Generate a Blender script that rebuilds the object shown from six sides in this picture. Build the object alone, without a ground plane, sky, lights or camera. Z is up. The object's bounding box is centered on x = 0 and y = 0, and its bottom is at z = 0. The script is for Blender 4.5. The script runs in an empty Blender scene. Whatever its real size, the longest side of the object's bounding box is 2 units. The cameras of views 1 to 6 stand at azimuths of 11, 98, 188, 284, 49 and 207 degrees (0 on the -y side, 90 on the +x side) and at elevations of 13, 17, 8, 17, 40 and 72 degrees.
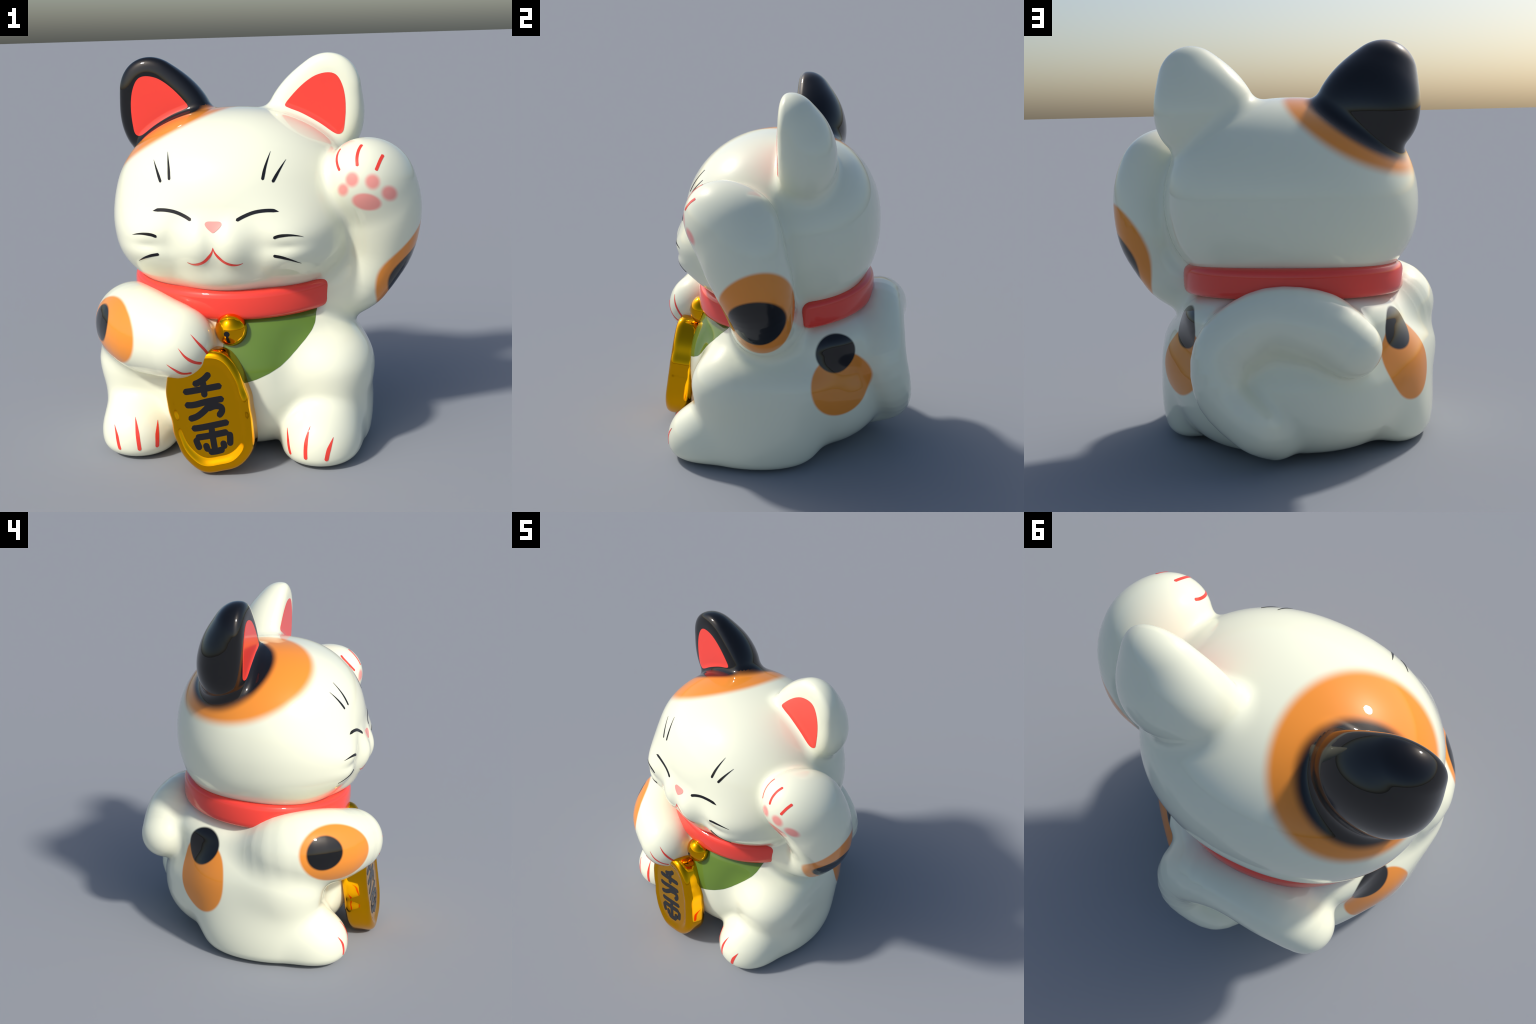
"""Glazed ceramic beckoning cat holding a gold coin.

The body is one smooth solid described by a signed distance field: ellipsoids and
round cones joined by soft unions.  It is meshed once and its faces are separated
into named anatomical parts that share border vertices and normals.
"""
import math
import bpy
import numpy as np

# === MODEL BEGIN
import math
import numpy as np
GLAZE = .0018        # thickness of the glaze coat over the fired body
XS = -0.117          # the sitting cat's plane of symmetry is x = XS
# --- PARAMETERS  (metres; paired parts are given for the +x side, x from the symmetry plane)
P = dict(
    head=[0, -0.018, 1.231, 0.639, 0.541, 0.507, 2.185],
    cheek=[0.348, -0.199, 1.119, 0.117, 0.278, 0.072],
    muzzle=[0.072, -0.465, 1.127, 0.113, 0.146, 0.12],
    chin=[-0.386, 0.979, 0.17, 0.139, 0.091],
    ear=[0.352, 0.108, 1.638, 0.163, 0.463, 0.148, 1.637, 0.114, 0.479, 0.07, 1.850, 0.106, 0.017, 0.80, 0.042, 1.42, -0.012, 0.003],
    torso=[0.048, 0.317, 0.598, 0.548, 0.359, 2.303],
    belly=[-0.15, 0.38, 0.362, 0.392, 0.328, 2.614],
    shoulders=[0.045, 0.641, 0.545, 0.507, 0.204, 2.402],
    thigh=[0.514, -0.203, 0.442, 0.215, 0.248, 0.203],
    haunch=[0.445, 0.09, 0.409, 0.2, 0.196, 0.192],
    leg=[0.538, -0.129, 0.134, 0.171, 0.342, 0.239],
    foot=[0.473, -0.407, 0.099, 0.196, 0.193, 0.187],
    arm_l=[0.53, -0.048, 0.862, 0.162, 0.613, -0.065, 1.037, 0.193, 0.633, -0.123, 1.224, 0.214, 0.602, -0.169, 1.361, 0.22],
    paw_l=[0.551, -0.283, 1.431, 0.134],
    shoulder_l=[0.348, -0.044, 0.798, 0.196],
    arm_r=[-0.518, -0.008, 0.583, 0.16, -0.637, -0.240, 0.652, 0.204, -0.509, -0.446, 0.654, 0.214, -0.32, -0.554, 0.634, 0.180],
    tail=[-0.083, 0.497, 0.151, 0.117, 0.005, 0.605, 0.231, 0.116, 0.147, 0.604, 0.388, 0.12, 0.126, 0.537, 0.57, 0.158, -0.066, 0.52, 0.707, 0.156, -0.308, 0.526, 0.685, 0.167, -0.456, 0.535, 0.593, 0.141],
    K=[0.1, 0.08, 0.055, 0.04, 0.149, 0.15, 0.075, 0.06, 0.06, 0.06],
)
# --- END PARAMETERS


def smin(a, b, k):
    """Soft union of two distances."""
    h = np.maximum(k - np.abs(a - b), 0) / k
    return np.minimum(a, b) - h * h * k * .25


def ellipsoid(p, c, r, tilt=(0, 0)):
    """tilt = lean of the upper end forwards/backwards (about x) and sideways (about y)."""
    q = p - np.asarray(c)
    if tilt[0] or tilt[1]:
        a, b = tilt
        X = q[..., 0] - math.tan(b) * q[..., 2]
        Y = q[..., 1] - math.tan(a) * q[..., 2]
        q = np.stack([X, Y, q[..., 2]], -1)
    q = q / np.asarray(r)
    k0 = np.linalg.norm(q, axis=-1)
    k1 = np.linalg.norm(q / np.asarray(r), axis=-1)
    return k0 * (k0 - 1) / np.maximum(k1, 1e-6)


def superellipsoid(p, c, r, n):
    """Ellipsoid with fuller (n > 2) shoulders."""
    r = np.asarray(r)
    q = np.abs((p - np.asarray(c)) / r) + 1e-6
    k = (q ** n).sum(-1) ** (1 / n)
    g = np.linalg.norm((q / k[..., None]) ** (n - 1) / r, axis=-1)
    return (k - 1) / g


def ball(p, v):
    return np.linalg.norm(p - np.asarray(v[:3]), axis=-1) - v[3]


def round_cone(p, a, ra, b, rb):
    a, b = np.asarray(a), np.asarray(b)
    ba = b - a
    l2 = max(ba @ ba, 1e-6)
    rr = ra - rb
    a2, il2 = l2 - rr * rr, 1 / l2
    pa = p - a
    y = pa @ ba
    z = y - l2
    x2 = ((pa * l2 - y[..., None] * ba) ** 2).sum(-1)
    y2, z2 = y * y * l2, z * z * l2
    k = np.sign(rr) * rr * rr * x2
    d = (np.sqrt(np.maximum(x2 * a2 * il2, 0)) + y * rr) * il2 - ra
    d = np.where(np.sign(y) * a2 * y2 < k, np.sqrt(x2 + y2) * il2 - ra, d)
    return np.where(np.sign(z) * a2 * z2 > k, np.sqrt(x2 + z2) * il2 - rb, d)


def smooth_path(v, n):
    """Catmull-Rom samples through the rows of v."""
    v = np.vstack([2 * v[0] - v[1], v, 2 * v[-1] - v[-2]])
    t = np.linspace(0, len(v) - 3 - 1e-9, n)
    i = t.astype(int)
    t = (t - i)[:, None]
    a, b, c, d = v[i], v[i + 1], v[i + 2], v[i + 3]
    return .5 * (2 * b + (c - a) * t + (2 * a - 5 * b + 4 * c - d) * t ** 2 + (3 * b - a - 3 * c + d) * t ** 3)


def limb(p, v, n):
    """Round limb swept along a smooth path through (x, y, z, radius) stations."""
    v = smooth_path(np.asarray(v, float).reshape(-1, 4), n)
    gap, rad = [], []
    for a, b in zip(v[:-1], v[1:]):
        ba = b[:3] - a[:3]
        pa = p - a[:3]
        t = np.clip((pa @ ba) / (ba @ ba), 0, 1)
        pa = pa - t[..., None] * ba
        gap.append(np.sqrt(np.einsum('...i,...i', pa, pa)))
        rad.append(a[3] + t * (b[3] - a[3]))
    gap, rad = np.array(gap), np.array(rad)
    w = np.exp(-90 * (gap - gap.min(0)))
    return (w * (gap - rad)).sum(0) / w.sum(0)


def ear_shape(p, v):
    """Rounded triangular leaf: inner root, outer root, tip; flat front face, bulging back."""
    i, o, t, (front, depth, rim) = v[0:4], v[4:8], v[8:12], v[12:15]
    swell, shift_x, shift_z = v[15:]
    s = np.array([1, 1 / depth, 1])
    q = p * s
    A, B, T = (np.asarray(w[:3]) * s for w in (i, o, t))
    M = (A + B + T) / 3 + np.array([shift_x, 0, shift_z])
    mr = (i[3] + o[3] + t[3]) / 3 * swell
    d = smin(round_cone(q, A, i[3], T, t[3]), round_cone(q, B, o[3], T, t[3]), .16)
    d = smin(d, round_cone(q, A, i[3], B, o[3]), .16)
    d = smin(d, np.linalg.norm((q - M), axis=-1) - mr, .16) * min(1, depth)
    return -smin(-d, -(front - p[..., 1]), max(rim, .01))


def body_parts(p, P):
    q = p - np.array([XS, 0, 0])
    m = q.copy()
    m[..., 0] = np.abs(m[..., 0])
    right = q[..., 0] <= 0
    D = {'height': p[..., 2]}
    h = P['head']
    D['head'] = superellipsoid(m, [0, h[1], h[2]], h[3:6], h[6])
    D['cheek'] = ellipsoid(m, P['cheek'][:3], P['cheek'][3:])
    z = P['muzzle']
    D['muzzle'] = smin(ellipsoid(q, z[:3], z[3:]), ellipsoid(q, [-z[0], z[1], z[2]], z[3:]), .05)
    c = P['chin']
    D['chin'] = ellipsoid(m, [0, c[0], c[1]], c[2:])
    e = ear_shape(m, P['ear'])
    D['ear_l'], D['ear_r'] = np.where(right, 9, e), np.where(right, e, 9)
    c = P['torso']
    D['torso'] = superellipsoid(m, [0, c[0], c[1]], c[2:5], c[5])
    t = ellipsoid(m, P['thigh'][:3], P['thigh'][3:])
    t = D['thigh'] = smin(t, ellipsoid(m, P['haunch'][:3], P['haunch'][3:]), .2)
    for k in ('belly', 'shoulders'):
        c = P[k]
        D[k] = superellipsoid(m, [0, c[0], c[1]], c[2:5], c[5])
    D['thigh_l'], D['thigh_r'] = np.where(right, 9, t), np.where(right, t, 9)
    D['leg'] = ellipsoid(m, P['leg'][:3], P['leg'][3:])
    D['foot'] = ellipsoid(m, P['foot'][:3], P['foot'][3:])
    D['arm_l'] = smin(limb(p, P['arm_l'], 18), ball(p, P['paw_l']), .14)
    D['shoulder_l'] = ball(p, P['shoulder_l'])
    D['arm_r'] = limb(p, P['arm_r'], 18)
    D['tail'] = limb(p, P['tail'], 26)
    return D


def lower_body(D, K):
    b = smin(smin(D['torso'], D['shoulders'], .12), D['belly'], .12)
    b = smin(b, D['thigh'], K[4])
    b = smin(smin(b, D['leg'], K[5]), D['foot'], K[6])
    return -smin(-b, D['height'] - .004, .07)      # flattened where it rests on the ground


def total(p, P, D=None):
    D = D or body_parts(p, P)
    K = np.maximum(P['K'], .01)
    hd = smin(D['head'], D['cheek'], .25)
    hd = smin(smin(hd, D['chin'], K[0]), D['muzzle'], K[1])
    hd = smin(hd, np.minimum(D['ear_l'], D['ear_r']), K[2])
    b = smin(lower_body(D, K), D['arm_r'], K[7])
    b = smin(b, D['tail'], K[8])
    return smin(smin(hd, b, K[3]), smin(D['arm_l'], D['shoulder_l'], .12), K[9]) - GLAZE


parts = body_parts
# === MODEL END


# ---------------------------------------------------------------- meshing
def evaluate(f, pts, chunk=200000):
    return np.concatenate([f(pts[i:i + chunk]) for i in range(0, len(pts), chunk)])


def gradient(f, pts, e=1e-3):
    g = np.empty_like(pts)
    for k in range(3):
        d = np.zeros(3)
        d[k] = e
        g[:, k] = (evaluate(f, pts + d) - evaluate(f, pts - d)) / (2 * e)
    return g


def settle(f, pts, steps=3):
    """Newton steps that bring points onto the surface f = 0."""
    for _ in range(steps):
        g = gradient(f, pts)
        pts = pts - g * (evaluate(f, pts) / np.maximum((g * g).sum(1), .05))[:, None]
    return pts


def unit(v):
    return v / np.maximum(np.linalg.norm(v, axis=-1, keepdims=True), 1e-9)


def surface_net(f, lo, hi, h):
    """Quad mesh of f = 0, one vertex per grid cell that the surface crosses."""
    lo, hi = np.array(lo, float), np.array(hi, float)
    B = 4
    n = (np.ceil((hi - lo) / (h * B)).astype(int)) * B
    cb = n // B
    ci = np.stack(np.meshgrid(*[np.arange(c) for c in cb], indexing='ij'), -1)
    cd = evaluate(f, (lo + (ci.reshape(-1, 3) + .5) * B * h)).reshape(cb)
    near = np.abs(cd) < B * h * 1.6
    N = n + 1
    field = np.empty(N)
    pad = np.repeat(np.repeat(np.repeat(np.where(cd > 0, 1., -1.), B, 0), B, 1), B, 2)
    field[:-1, :-1, :-1] = pad
    field[-1], field[:, -1], field[:, :, -1] = 1, 1, 1
    mask = np.zeros(N, bool)
    nb = np.repeat(np.repeat(np.repeat(near, B, 0), B, 1), B, 2)
    for dx in (0, 1):
        for dy in (0, 1):
            for dz in (0, 1):
                mask[dx:dx + n[0], dy:dy + n[1], dz:dz + n[2]] |= nb
    idx = np.argwhere(mask)
    field[mask] = evaluate(f, lo + idx * h)
    ins = field < 0
    c = np.zeros(n, int)
    for dx in (0, 1):
        for dy in (0, 1):
            for dz in (0, 1):
                c += ins[dx:dx + n[0], dy:dy + n[1], dz:dz + n[2]]
    act = (c > 0) & (c < 8)
    vid = -np.ones(n, int)
    cells = np.argwhere(act)
    vid[act] = np.arange(len(cells))
    acc, cnt = np.zeros((len(cells), 3)), np.zeros(len(cells))
    corners = [np.array(k) for k in np.ndindex(2, 2, 2)]
    for a in corners:
        for ax in range(3):
            if a[ax]:
                continue
            b = a.copy()
            b[ax] = 1
            fa, fb = field[tuple((cells + a).T)], field[tuple((cells + b).T)]
            x = (fa < 0) != (fb < 0)
            t = np.where(x, fa / np.where(x, fa - fb, 1), 0)
            acc += np.where(x[:, None], a + (b - a) * t[:, None], 0)
            cnt += x
    verts = lo + (cells + acc / cnt[:, None]) * h
    quads = []
    for ax in range(3):
        u, v = (ax + 1) % 3, (ax + 2) % 3
        s0, s1 = [slice(None)] * 3, [slice(None)] * 3
        s0[ax], s1[ax] = slice(0, -1), slice(1, None)
        a, b = ins[tuple(s0)], ins[tuple(s1)]
        e = np.argwhere(a != b)
        e = e[(e[:, u] > 0) & (e[:, v] > 0) & (e[:, u] < n[u]) & (e[:, v] < n[v])]
        eu, ev = np.eye(3, dtype=int)[u], np.eye(3, dtype=int)[v]
        q = np.stack([vid[tuple((e - o).T)] for o in (eu + ev, ev, 0 * eu, eu)], 1)
        flip = ~a[tuple(e.T)]
        q[flip] = q[flip][:, ::-1]
        quads.append(q)
    quads = np.concatenate(quads)
    return verts, quads[(quads >= 0).all(1)]


# ---------------------------------------------------------------- scene objects
def make_mesh(name, verts, faces, material, parent, normals=None):
    me = bpy.data.meshes.new(name)
    me.from_pydata(np.asarray(verts).tolist(), [], [list(map(int, f)) for f in faces])
    me.update()
    me.polygons.foreach_set("use_smooth", np.ones(len(me.polygons), bool))
    if normals is not None:
        me.normals_split_custom_set_from_vertices(np.asarray(normals).tolist())
    me.materials.append(material)
    ob = bpy.data.objects.new(name, me)
    bpy.context.scene.collection.objects.link(ob)
    ob.parent = parent
    return ob


def sdf_object(name, f, lo, hi, h, material, parent):
    v, q = surface_net(f, lo, hi, h)
    v = settle(f, v, 2)
    return make_mesh(name, v, q, material, parent, unit(gradient(f, v)))


def spline(points, n):
    """Catmull-Rom curve through the points, n samples."""
    p = np.asarray(points, float)
    if len(p) == 2:
        t = np.linspace(0, 1, n)[:, None]
        return p[0] * (1 - t) + p[1] * t
    p = np.vstack([2 * p[0] - p[1], p, 2 * p[-1] - p[-2]])
    m = len(p) - 3
    t = np.linspace(0, m - 1e-9, n)
    i = t.astype(int)
    t = (t - i)[:, None]
    a, b, c, d = p[i], p[i + 1], p[i + 2], p[i + 3]
    return .5 * (2 * b + (c - a) * t + (2 * a - 5 * b + 4 * c - d) * t ** 2 + (3 * b - a - 3 * c + d) * t ** 3)


class Painter:
    """Lays raised glaze strokes and patches on a surface f = 0."""

    def __init__(self, f, parent):
        self.f, self.parent = f, parent

    def stroke(self, name, points, width, material, blunt=(1, 0), height=.0022, n=36, parent=None, belly=.45):
        """Brush stroke along 3D points; blunt = roundness of each end (1 round, 0 pointed)."""
        f = self.f
        c = settle(f, spline(points, n), 3)
        seg = np.r_[0, np.cumsum(np.linalg.norm(np.diff(c, axis=0), axis=1))]
        s = np.linspace(0, seg[-1], n)
        c = settle(f, np.stack([np.interp(s, seg, c[:, k]) for k in range(3)], 1), 2)
        nor = unit(gradient(f, c))
        tan = unit(np.gradient(c, axis=0))
        side = unit(np.cross(tan, nor))
        u = s / seg[-1]
        half = width * .62
        w = np.ones(n)
        for d, b in ((s, blunt[0]), (seg[-1] - s, blunt[1])):
            if b > 0:
                r = np.clip(d / (half * b), 0, 1)
                w *= np.sqrt(np.maximum(1 - (1 - r) ** 2, 0))
            else:
                w *= np.clip(d / seg[-1] / belly, 0, 1) ** .8
        w = np.maximum(w, .03) * half
        prof = [(-1, -.004), (-.93, .6), (-.5, 1), (0, 1), (.5, 1), (.93, .6), (1, -.004)]
        m = len(prof)
        V = np.stack([c + side * (w * x)[:, None] for x, _ in prof], 1).reshape(-1, 3)
        V = settle(f, V, 2)
        nn = unit(gradient(f, V))
        lift = np.array([height * q if q > 0 else q for _, q in prof])
        V = V + nn * np.tile(lift, n)[:, None]
        F = [(i * m + j, (i + 1) * m + j, (i + 1) * m + j + 1, i * m + j + 1) for i in range(n - 1) for j in range(m - 1)]
        fl = np.cross(V[F[0][1]] - V[F[0][0]], V[F[0][3]] - V[F[0][0]]) @ nn[0]
        F = F if fl > 0 else [q[::-1] for q in F]
        return make_mesh(name, V, F, material, parent or self.parent, nn)

    def patch(self, name, outline, material, height=.0025, rings=14, n=96, parent=None, straight=None, centre=None, f=None, smooth=True):
        """Glaze patch inside a closed outline of 3D points, laid on the surface."""
        f = f or self.f
        o = np.asarray(outline, float)
        if smooth:
            k = len(o)
            o = spline(np.vstack([o[-1], o, o[0], o[1]]), 40 * (k + 2))
            o = o[40:-80] if False else o
            a = np.linspace(0, 1, len(o))
            lo_, hi_ = 1 / (k + 2), (k + 1) / (k + 2)
            o = o[(a >= lo_) & (a < hi_)]
        seg = np.r_[0, np.cumsum(np.linalg.norm(np.diff(np.vstack([o, o[:1]]), axis=0), axis=1))]
        s = np.linspace(0, seg[-1], n, endpoint=False)
        oo = np.vstack([o, o[:1]])
        o = np.stack([np.interp(s, seg, oo[:, k]) for k in range(3)], 1)
        c = o.mean(0) if centre is None else np.asarray(centre, float)
        radii = [(i / rings) ** .8 * .985 for i in range(1, rings)] + [.985, 1.0, 1.003]
        lift = [height] * (rings - 1) + [height, height * .5, -.004]
        P = [c[None]] + [c + (o - c) * r for r in radii]
        P = np.vstack(P)
        if straight is not None:
            d = np.asarray(straight, float)
            for _ in range(14):
                g = gradient(f, P) @ d
                g = np.where(np.abs(g) < .25, np.where(g < 0, -.25, .25), g)
                P = P - d * np.clip(evaluate(f, P) / g, -.08, .08)[:, None]
        else:
            P = settle(f, P, 6)
        N = unit(gradient(f, P))
        L = np.r_[height, np.repeat(lift, n)]
        V = P + N * L[:, None]
        F = [(0, 1 + j, 1 + (j + 1) % n) for j in range(n)]
        for r in range(len(radii) - 1):
            a, b = 1 + r * n, 1 + (r + 1) * n
            F += [(a + j, b + j, b + (j + 1) % n, a + (j + 1) % n) for j in range(n)]
        q = F[0]
        if np.cross(V[q[1]] - V[q[0]], V[q[2]] - V[q[0]]) @ N[0] < 0:
            F = [t[::-1] for t in F]
        return make_mesh(name, V, F, material, parent or self.parent, N)


# ---------------------------------------------------------------- materials
def lin(r, g, b):
    f = lambda c: c / 12.92 if c <= .04045 else ((c + .055) / 1.055) ** 2.4
    return (f(r / 255), f(g / 255), f(b / 255), 1)


WHITE, ORANGE, BLACK = lin(237, 239, 215), lin(238, 146, 52), lin(14, 14, 16)
GOLDEN = (.86, .40, .003, 1)
RED, GREEN, PINK = lin(240, 68, 56), lin(98, 128, 48), lin(246, 160, 150)


def glaze(name, color, rough=.32, coat=1.0):
    m = bpy.data.materials.new(name)
    m.use_nodes = True
    b = m.node_tree.nodes["Principled BSDF"]
    b.inputs["Base Color"].default_value = color
    b.inputs["Roughness"].default_value = rough
    b.inputs["Specular IOR Level"].default_value = .05
    b.inputs["Coat Weight"].default_value = coat
    b.inputs["Coat Roughness"].default_value = .01
    b.inputs["Coat IOR"].default_value = 1.5
    return m


class Nodes:
    def __init__(self, mat):
        self.t = mat.node_tree
        self.co = self.t.nodes.new("ShaderNodeTexCoord").outputs["Object"]

    def math(self, op, a, b=None, c=None):
        n = self.t.nodes.new("ShaderNodeMath")
        n.operation = op
        for i, v in enumerate((a, b, c)):
            if v is None:
                continue
            if isinstance(v, (int, float)):
                n.inputs[i].default_value = v
            else:
                self.t.links.new(v, n.inputs[i])
        return n.outputs[0]

    def vec(self, op, a, b):
        n = self.t.nodes.new("ShaderNodeVectorMath")
        n.operation = op
        for i, v in enumerate((a, b)):
            if isinstance(v, (tuple, list, np.ndarray)):
                n.inputs[i].default_value = [float(x) for x in v]
            else:
                self.t.links.new(v, n.inputs[i])
        return n.outputs["Value"] if op in ("LENGTH", "DOT_PRODUCT") else n.outputs["Vector"]

    def blob(self, c, axes, radii, soft):
        """Soft-edged mask of an ellipsoid at c with the given axis directions."""
        d = self.vec("SUBTRACT", self.co, c)
        s = None
        for a, r in zip(axes, radii):
            e = self.vec("DOT_PRODUCT", d, np.asarray(a) / r)
            e = self.math("MULTIPLY", e, e)
            s = e if s is None else self.math("ADD", s, e)
        k = self.math("SQRT", s)
        rm = sorted(radii)[1] if len(radii) > 2 else min(radii)
        k = self.math("MULTIPLY", self.math("SUBTRACT", 1.0, k), rm / soft)
        n = self.t.nodes.new("ShaderNodeMapRange")
        n.interpolation_type = "SMOOTHSTEP"
        n.inputs["From Min"].default_value, n.inputs["From Max"].default_value = -.5, .5
        self.t.links.new(k, n.inputs["Value"])
        return n.outputs["Result"]

    def mix(self, fac, a, b):
        n = self.t.nodes.new("ShaderNodeMix")
        n.data_type = "RGBA"
        ins = [i for i in n.inputs if i.type == "RGBA"]
        if isinstance(fac, (int, float)):
            n.inputs[0].default_value = fac
        else:
            self.t.links.new(fac, n.inputs[0])
        for i, v in zip(ins, (a, b)):
            if isinstance(v, tuple):
                i.default_value = v
            else:
                self.t.links.new(v, i)
        return [o for o in n.outputs if o.type == "RGBA"][0]


X, Y, Z = np.eye(3)


def frame(normal, roll=0.0):
    """Axes (across, up, outward) of a spot that lies flat against the given normal."""
    n = unit(np.asarray(normal, float))
    a = unit(np.cross(Z, n))
    u = np.cross(n, a)
    c, s = math.cos(roll), math.sin(roll)
    return a * c + u * s, u * c - a * s, n


def ceramic():
    m = glaze("painted_white_glaze", WHITE)
    N = Nodes(m)
    col = WHITE
    for mask, tint in SPOTS(N):
        col = N.mix(mask, col, tint)
    b = m.node_tree.nodes["Principled BSDF"]
    if not isinstance(col, tuple):
        m.node_tree.links.new(col, b.inputs["Base Color"])
    return m


def SPOTS(N):
    """Soft-edged painted patches: (mask, colour), later ones lie on top."""
    a = frame
    out = []

    def spot(c, across, up, rx, ry, tint, soft, deep=.35):
        across, up = unit(np.array(across, float)), np.array(up, float)
        up = unit(up - across * (up @ across))
        out.append((N.blob(c, (across, up, np.cross(across, up)), (rx, ry, deep), soft), tint))

    # calico patch round the black ear
    spot((-.42, .056, 1.548), (.21, .97, -.09), (.83, -.13, .54), .372, .362, ORANGE, .05, .9)
    spot((-.476, .124, 1.596), (-.87, .01, -.49), (.12, .97, -.2), .274, .238, BLACK, .05, .9)
    # right forearm
    spot((-.655, -.505, .677), (-.71, .69, .13), (.2, .02, .98), .227, .157, ORANGE, .02)
    spot((-.738, -.471, .699), (-.6, .79, -.07), (.12, .18, .98), .107, .095, BLACK, .016)
    # raised arm
    spot((.75, -.04, .955), (0, 1, 0), (.35, 0, .94), .205, .27, ORANGE, .02, .25)
    spot((.735, -.05, .935), (0, 1, 0), (.4, 0, .9), .143, .155, BLACK, .016, .5)
    # flanks
    spot((.377, .343, .468), (.6, -.79, -.15), (-.14, -.29, .95), .193, .166, ORANGE, .016, .25)
    spot((.354, .31, .632), (-.56, .81, -.18), (-.38, -.06, .92), .118, .105, BLACK, .014, .2)
    spot((-.693, .224, .462), (.32, .31, .89), (.33, .85, -.41), .209, .171, ORANGE, .016, .25)
    spot((-.645, .233, .619), (.14, .75, -.65), (-.49, -.52, -.7), .109, .106, BLACK, .014, .2)
    # pads of the raised paw
    for c, rx, ry in (((.593, -.412, .0), .07, .037), ((.526, -.423, 1.421), .031, .034), ((.622, -.428, 1.412), .033, .034),
                      ((.481, -.407, 1.37), .026, .027), ((.699, -.394, 1.353), .036, .033)):
        c = (c[0], c[1], c[2] or 1.313)
        tilt = -.15 if rx > .05 else 0
        spot(c, (1, 0, tilt), (0, .3, 1), rx, ry, PINK, .026, .12)
    return out


# ---------------------------------------------------------------- build
def field(p):
    return total(p, P)


def bare_field(p):
    """The cat without its bent arm, for the cloth that runs behind the paw."""
    D = body_parts(p, P)
    D['arm_r'] = D['arm_r'] + 9
    return total(p, P, D)


root = bpy.data.objects.new("beckoning_cat_figurine", None)
bpy.context.scene.collection.objects.link(root)
root["label"] = "white glazed ceramic beckoning cat holding a gold coin"
root["category"] = "cat figurine"
CERAMIC = ceramic()
BLACK_GLAZE, RED_GLAZE = glaze("black_glaze", BLACK), glaze("red_glaze", RED)
GREEN_GLAZE, PINK_GLAZE = glaze("green_glaze", GREEN), glaze("pink_glaze", PINK)
INK = glaze("black_ink", lin(20, 20, 24), .4, .6)
GOLD = glaze("polished_gold", GOLDEN, .07, 0)
GOLD.node_tree.nodes["Principled BSDF"].inputs["Metallic"].default_value = 1


def build_body(h=.0095):
    V, Q = surface_net(field, (-.93, -.85, -.05), (.93, .85, 2.06), h)
    V = settle(field, V, 3)
    N = unit(gradient(field, V))
    C = V[Q].mean(1)
    D = body_parts(C, P)
    left = C[:, 0] > XS
    arm_l = np.minimum(D['arm_l'], D['shoulder_l'])
    hind = np.minimum(D['thigh'], D['leg'])
    groups = [("head", np.minimum(np.minimum(D['head'], D['cheek']), D['chin'])),
              ("muzzle", D['muzzle']),
              ("ear", D['ear_l']), ("ear", D['ear_r'] + .018),
              ("torso", D['torso']),
              ("hindlimb", np.where(left, hind, 9)), ("hindlimb", np.where(left, 9, hind)),
              ("hind_paw", np.where(left, D['foot'], 9)), ("hind_paw", np.where(left, 9, D['foot'])),
              ("arm", np.where(C[:, 2] > 1.22, 9, arm_l)), ("arm", np.where(C[:, 0] > -.45, 9, D['arm_r'])),
              ("front_paw", np.where(C[:, 2] > 1.22, arm_l, 9)), ("front_paw", np.where(C[:, 0] > -.45, D['arm_r'], 9)),
              ("tail", D['tail'])]
    keys = "head muzzle ear_l ear_r torso hind_l hind_r foot_l foot_r arm_l arm_r paw_l paw_r tail".split()
    lab = np.argmin(np.stack([g[1] for g in groups]), 0)
    made = {}
    for i, (nm, _) in enumerate(groups):
        q = Q[lab == i]
        used, inv = np.unique(q, return_inverse=True)
        made[keys[i]] = make_mesh(nm, V[used], inv.reshape(-1, 4), BLACK_GLAZE if keys[i] == "ear_r" else CERAMIC, root, N[used])
    return made


part = build_body()
paint = Painter(field, root)


def mirror(pts):
    return [(2 * XS - x, y, z) for x, y, z in pts]


def both(name, pts, *args, **kw):
    """The same brush stroke on either side of the face."""
    paint.stroke(name, pts, *args, **kw)
    paint.stroke(name, mirror(pts), *args, **kw)


# face
head = part["head"]
both("eyebrow", [(.110, -.498, 1.429), (.119, -.465, 1.487), (.135, -.408, 1.553)], .0125, INK, (1, 0), parent=head, belly=.75)
both("eyebrow", [(.156, -.488, 1.417), (.181, -.452, 1.466), (.208, -.405, 1.514)], .0125, INK, (1, 0), parent=head, belly=.75)
both("eye", [(-.008, -.571, 1.248), (.025, -.563, 1.266), (.072, -.553, 1.284), (.119, -.545, 1.292), (.163, -.536, 1.292), (.192, -.53, 1.286)],
     .0145, INK, (1, 0), parent=head, belly=.12)
both("whisker", [(.167, -.563, 1.165), (.194, -.558, 1.174), (.232, -.547, 1.176), (.265, -.535, 1.173), (.298, -.514, 1.165)], .0125, INK, (1, 0), parent=head, belly=.7)
both("whisker", [(.163, -.554, 1.078), (.206, -.546, 1.07), (.245, -.53, 1.055), (.286, -.49, 1.032)], .0125, INK, (1, 0), parent=head, belly=.7)
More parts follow.
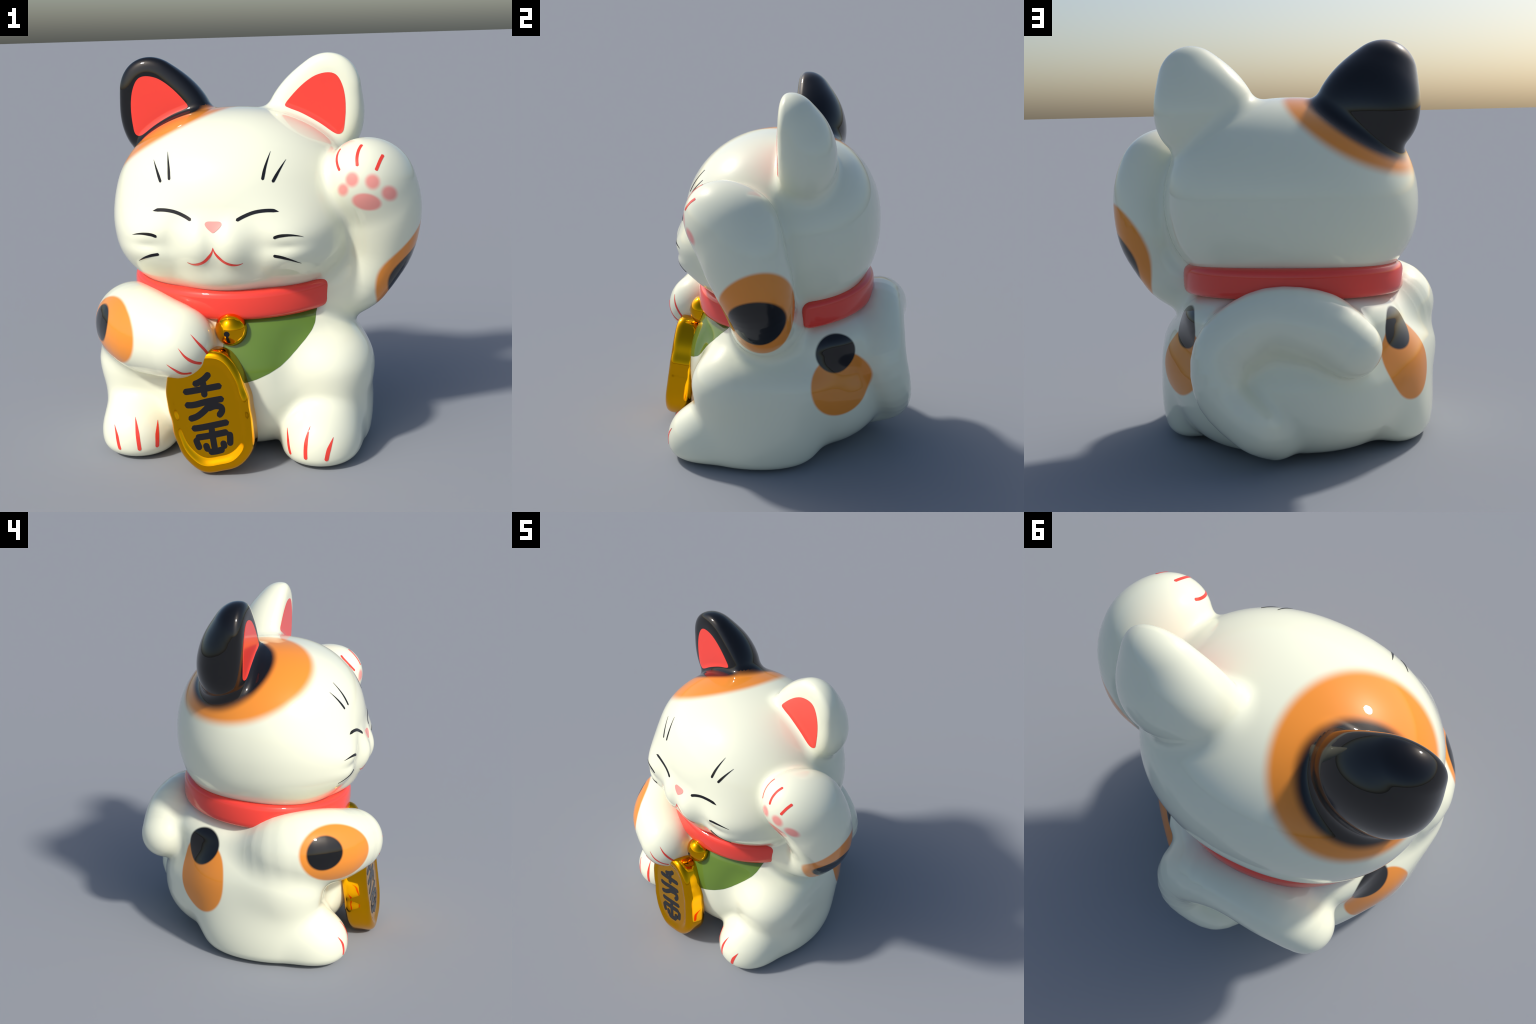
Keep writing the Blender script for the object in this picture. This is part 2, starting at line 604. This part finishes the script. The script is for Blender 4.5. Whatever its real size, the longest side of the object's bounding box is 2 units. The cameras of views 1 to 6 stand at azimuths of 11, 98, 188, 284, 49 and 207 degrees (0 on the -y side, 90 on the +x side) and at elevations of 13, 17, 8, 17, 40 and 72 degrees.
for side in (lambda p: p, mirror):
    paint.stroke("mouth", side([(-.117, -.60, 1.124), (-.110, -.60, 1.099), (-.0925, -.597, 1.0725), (-.068, -.592, 1.048), (-.035, -.585, 1.033), (-.003, -.577, 1.031), (.021, -.572, 1.04)]),
                 .0125, RED_GLAZE, (0, 0), parent=part["muzzle"], belly=.3)
paint.patch("nose", [(-.158, -.578, 1.232), (-.148, -.574, 1.243), (-.117, -.574, 1.2445), (-.086, -.574, 1.243), (-.076, -.578, 1.232),
                     (-.084, -.583, 1.216), (-.101, -.587, 1.2), (-.117, -.589, 1.191), (-.133, -.587, 1.2), (-.15, -.583, 1.216)],
            PINK_GLAZE, parent=part["muzzle"], rings=8)

# red linings of the ears
lining = [(.141, .01, 1.744), (.166, .01, 1.779), (.212, .01, 1.827), (.258, .01, 1.865), (.303, .01, 1.891), (.352, .01, 1.903), (.392, .01, 1.899), (.419, .01, 1.877),
          (.44, .01, 1.831), (.451, .012, 1.774), (.453, .013, 1.712), (.448, .014, 1.65), (.44, .016, 1.607), (.42, .014, 1.592), (.389, .009, 1.602), (.318, .007, 1.652), (.228, .008, 1.702), (.165, .008, 1.728)]
paint.patch("inner_ear", lining, RED_GLAZE, parent=part["ear_l"])
paint.patch("inner_ear", mirror(lining), RED_GLAZE, parent=part["ear_r"])

# claw marks
for key, width, pts in (
        ("paw_l", .0115, [(.464, -.306, 1.549), (.455, -.325, 1.529), (.454, -.352, 1.502), (.463, -.377, 1.474), (.473, -.391, 1.457)]),
        ("paw_l", .0125, [(.565, -.334, 1.571), (.553, -.364, 1.545), (.548, -.391, 1.512), (.551, -.411, 1.479)]),
        ("paw_l", .0135, [(.668, -.355, 1.531), (.654, -.384, 1.505), (.636, -.413, 1.462)]),
        ("foot_r", .0155, [(-.68, -.562, 0.186), (-.66, -.587, .136), (-.645, -.59, .062)]),
        ("foot_r", .0165, [(-.57, -.543, .222), (-.555, -.572, .167), (-.541, -.592, .064)]),
        ("foot_r", .0175, [(-.482, -.498, .186), (-.466, -.54, .134), (-.458, -.556, .068)]),
        ("foot_l", .0155, [(.225, -.483, .174), (.219, -.526, .135), (.222, -.555, .068)]),
        ("foot_l", .0165, [(.327, -.542, .216), (.312, -.575, .154), (.306, -.592, .065)]),
        ("foot_l", .0175, [(.441, -.567, .18), (.42, -.592, .122), (.406, -.592, .063)]),
        ("paw_r", .0115, [(-.228, -.676, .713), (-.198, -.665, .669), (-.169, -.622, .607)]),
        ("paw_r", .0125, [(-.277, -.721, .66), (-.249, -.709, .617), (-.219, -.681, .585), (-.192, -.642, .567)]),
        ("paw_r", .0135, [(-.336, -.725, .576), (-.302, -.708, .546), (-.275, -.683, .523), (-.235, -.654, .519)])):
    blunt = (.5, .5) if key == "paw_l" else (0, 1)
    paint.stroke("claw_mark", pts, width, RED_GLAZE, blunt, parent=part[key], belly=.5)

# bib: rounded cloth hanging below the collar
bib = []
for t in np.linspace(0, 2 * math.pi, 48, endpoint=False):
    c, s_ = math.cos(t), math.sin(t)
    x, z = .462 * np.sign(c) * abs(c) ** (2 / 1.8), np.sign(s_) * abs(s_) ** (2 / 1.8)
    bib.append((XS + x, -.50 + .9 * x * x, .77 + z * (.05 if z > 0 else .362)))
paint.patch("bib", bib, GREEN_GLAZE, f=bare_field, rings=40, n=160, centre=(XS, -.53, .62), smooth=False)


def build_collar():
    """Soft round band that starts and ends beside the raised arm."""
    n, m, pts = 160, 28, []
    t0, t1 = -.29, .27
    T = np.linspace(t1, 2 * math.pi + t0, n)
    arc = .5
    V = []
    for t in T:
        d = min(t - T[0], T[-1] - t) * arc
        k = math.sqrt(max(1 - (1 - min(d / .065, 1)) ** 2, 0))
        c = np.array([XS + .506 * math.cos(t), .438 * math.sin(t), 0])
        c[2] = .838 + .078 * c[1]
        out = unit(np.array([math.cos(t) / .5, math.sin(t) / .435, 0]))
        for a in np.linspace(0, 2 * math.pi, m, endpoint=False):
            ca, sa = math.cos(a), math.sin(a)
            e = 2 / 3.8
            V.append(c + out * (.060 * np.sign(ca) * abs(ca) ** e) * (.35 + .65 * k) + np.array([0, 0, .076 * np.sign(sa) * abs(sa) ** e * k]))
    F = [(i * m + j, i * m + (j + 1) % m, (i + 1) * m + (j + 1) % m, (i + 1) * m + j) for i in range(n - 1) for j in range(m)]
    F += [tuple(range(m))[::-1], tuple(range((n - 1) * m, n * m))]
    make_mesh("collar", V, F, RED_GLAZE, root)


build_collar()

# bell with a keyhole slot
BELL, BELL_R = np.array([-.069, -.485, .687]), (.080, .072, .084)
bell = sdf_object("bell", lambda p: ellipsoid(p, BELL, BELL_R), BELL - .1, BELL + .1, .006, GOLD, root)
ring = Painter(lambda p: ellipsoid(p, BELL, BELL_R), bell)
k = np.array([-.076, -.556, .682])
ring.patch("bell_hole", [k + .0145 * np.array([math.cos(t), 0, math.sin(t)]) for t in np.linspace(0, 6.2832, 16, endpoint=False)], INK, rings=4, n=32, height=.0015)
ring.stroke("bell_slot", [k, k + (.003, .01, -.024), k + (.008, .022, -.044)], .012, INK, (1, 1), height=.0012)

# gold coin
COIN, COIN_N = np.array([-.163, -.664, .323]), unit(np.array([-.014, -.992, .124]))
COIN_A = unit(np.array([.977, .013, .215]) - COIN_N * (np.array([.977, .013, .215]) @ COIN_N))
COIN_B = np.cross(COIN_N, COIN_A)
COIN_B = COIN_B * np.sign(COIN_B[2])


def coin_field(p):
    q = p - COIN
    u, v, w = q @ COIN_A, q @ COIN_B, q @ COIN_N
    wob = .0022 * np.sin(7 * np.arctan2(v, u) + 1) + .0012 * np.sin(13 * np.arctan2(v, u))
    a, b, e = .205 + wob - .05 * np.clip(v, -.3, .3) ** 2, .306 + wob, 2.9
    x, y = np.abs(u - .006) / a + 1e-6, np.abs(v + .004) / b + 1e-6
    k = (x ** e + y ** e) ** (1 / e)
    g = np.sqrt(((x / k) ** (e - 1) / a) ** 2 + ((y / k) ** (e - 1) / b) ** 2)
    rim = (k - 1) / g
    t = np.clip((k - .72) / .16, 0, 1)
    top = .012 * t * t * (3 - 2 * t)                     # low rim round the written face
    slab = np.maximum(w - top, -.145 - w)
    return -smin(-rim, -slab, .05)


coin = sdf_object("gold_coin", coin_field, COIN - .42, COIN + .42, .007, GOLD, root)


def on_coin(u, v):
    return COIN + COIN_A * u + COIN_B * v


brush = Painter(coin_field, coin)
THOUSAND = [[(.056, .184), (.024, .16), (-.015, .145), (-.042, .143)], [(-.099, .113), (-.061, .111), (.01, .111), (.102, .112)], [(.013, .154), (.01, .119), (.007, .091), (.003, .069)]]
TENFOLD = [[(-.105, .049), (-.059, .042), (.013, .047), (.099, .048)], [(.022, .044), (.004, .016), (-.05, -.015), (-.101, -.024)], [(.0, .01), (.042, .019), (.072, .011), (.076, -.007), (.062, -.024), (.045, -.031)]]
TAEL = [[(-.097, -.071), (-.044, -.074), (.098, -.069)], [(.005, -.075), (.001, -.122), (-.001, -.156), (-.003, -.195)],
        [(-.087, -.119), (-.025, -.12), (.034, -.118), (.085, -.116)], [(.085, -.116), (.087, -.135), (.083, -.158), (.076, -.186)], [(-.087, -.119), (-.083, -.149), (-.075, -.182)],
        [(-.045, -.152), (-.041, -.173), (-.038, -.197)], [(-.038, -.198), (-.003, -.201), (.046, -.197)], [(.046, -.197), (.047, -.175), (.043, -.154)]]
for sign in (THOUSAND, TENFOLD, TAEL):
    for i, line in enumerate(sign):
        brush.stroke("coin_character", [on_coin(u, v) for u, v in line], .0275, INK, (1, 1), height=.0014 + .0003 * i, n=28)
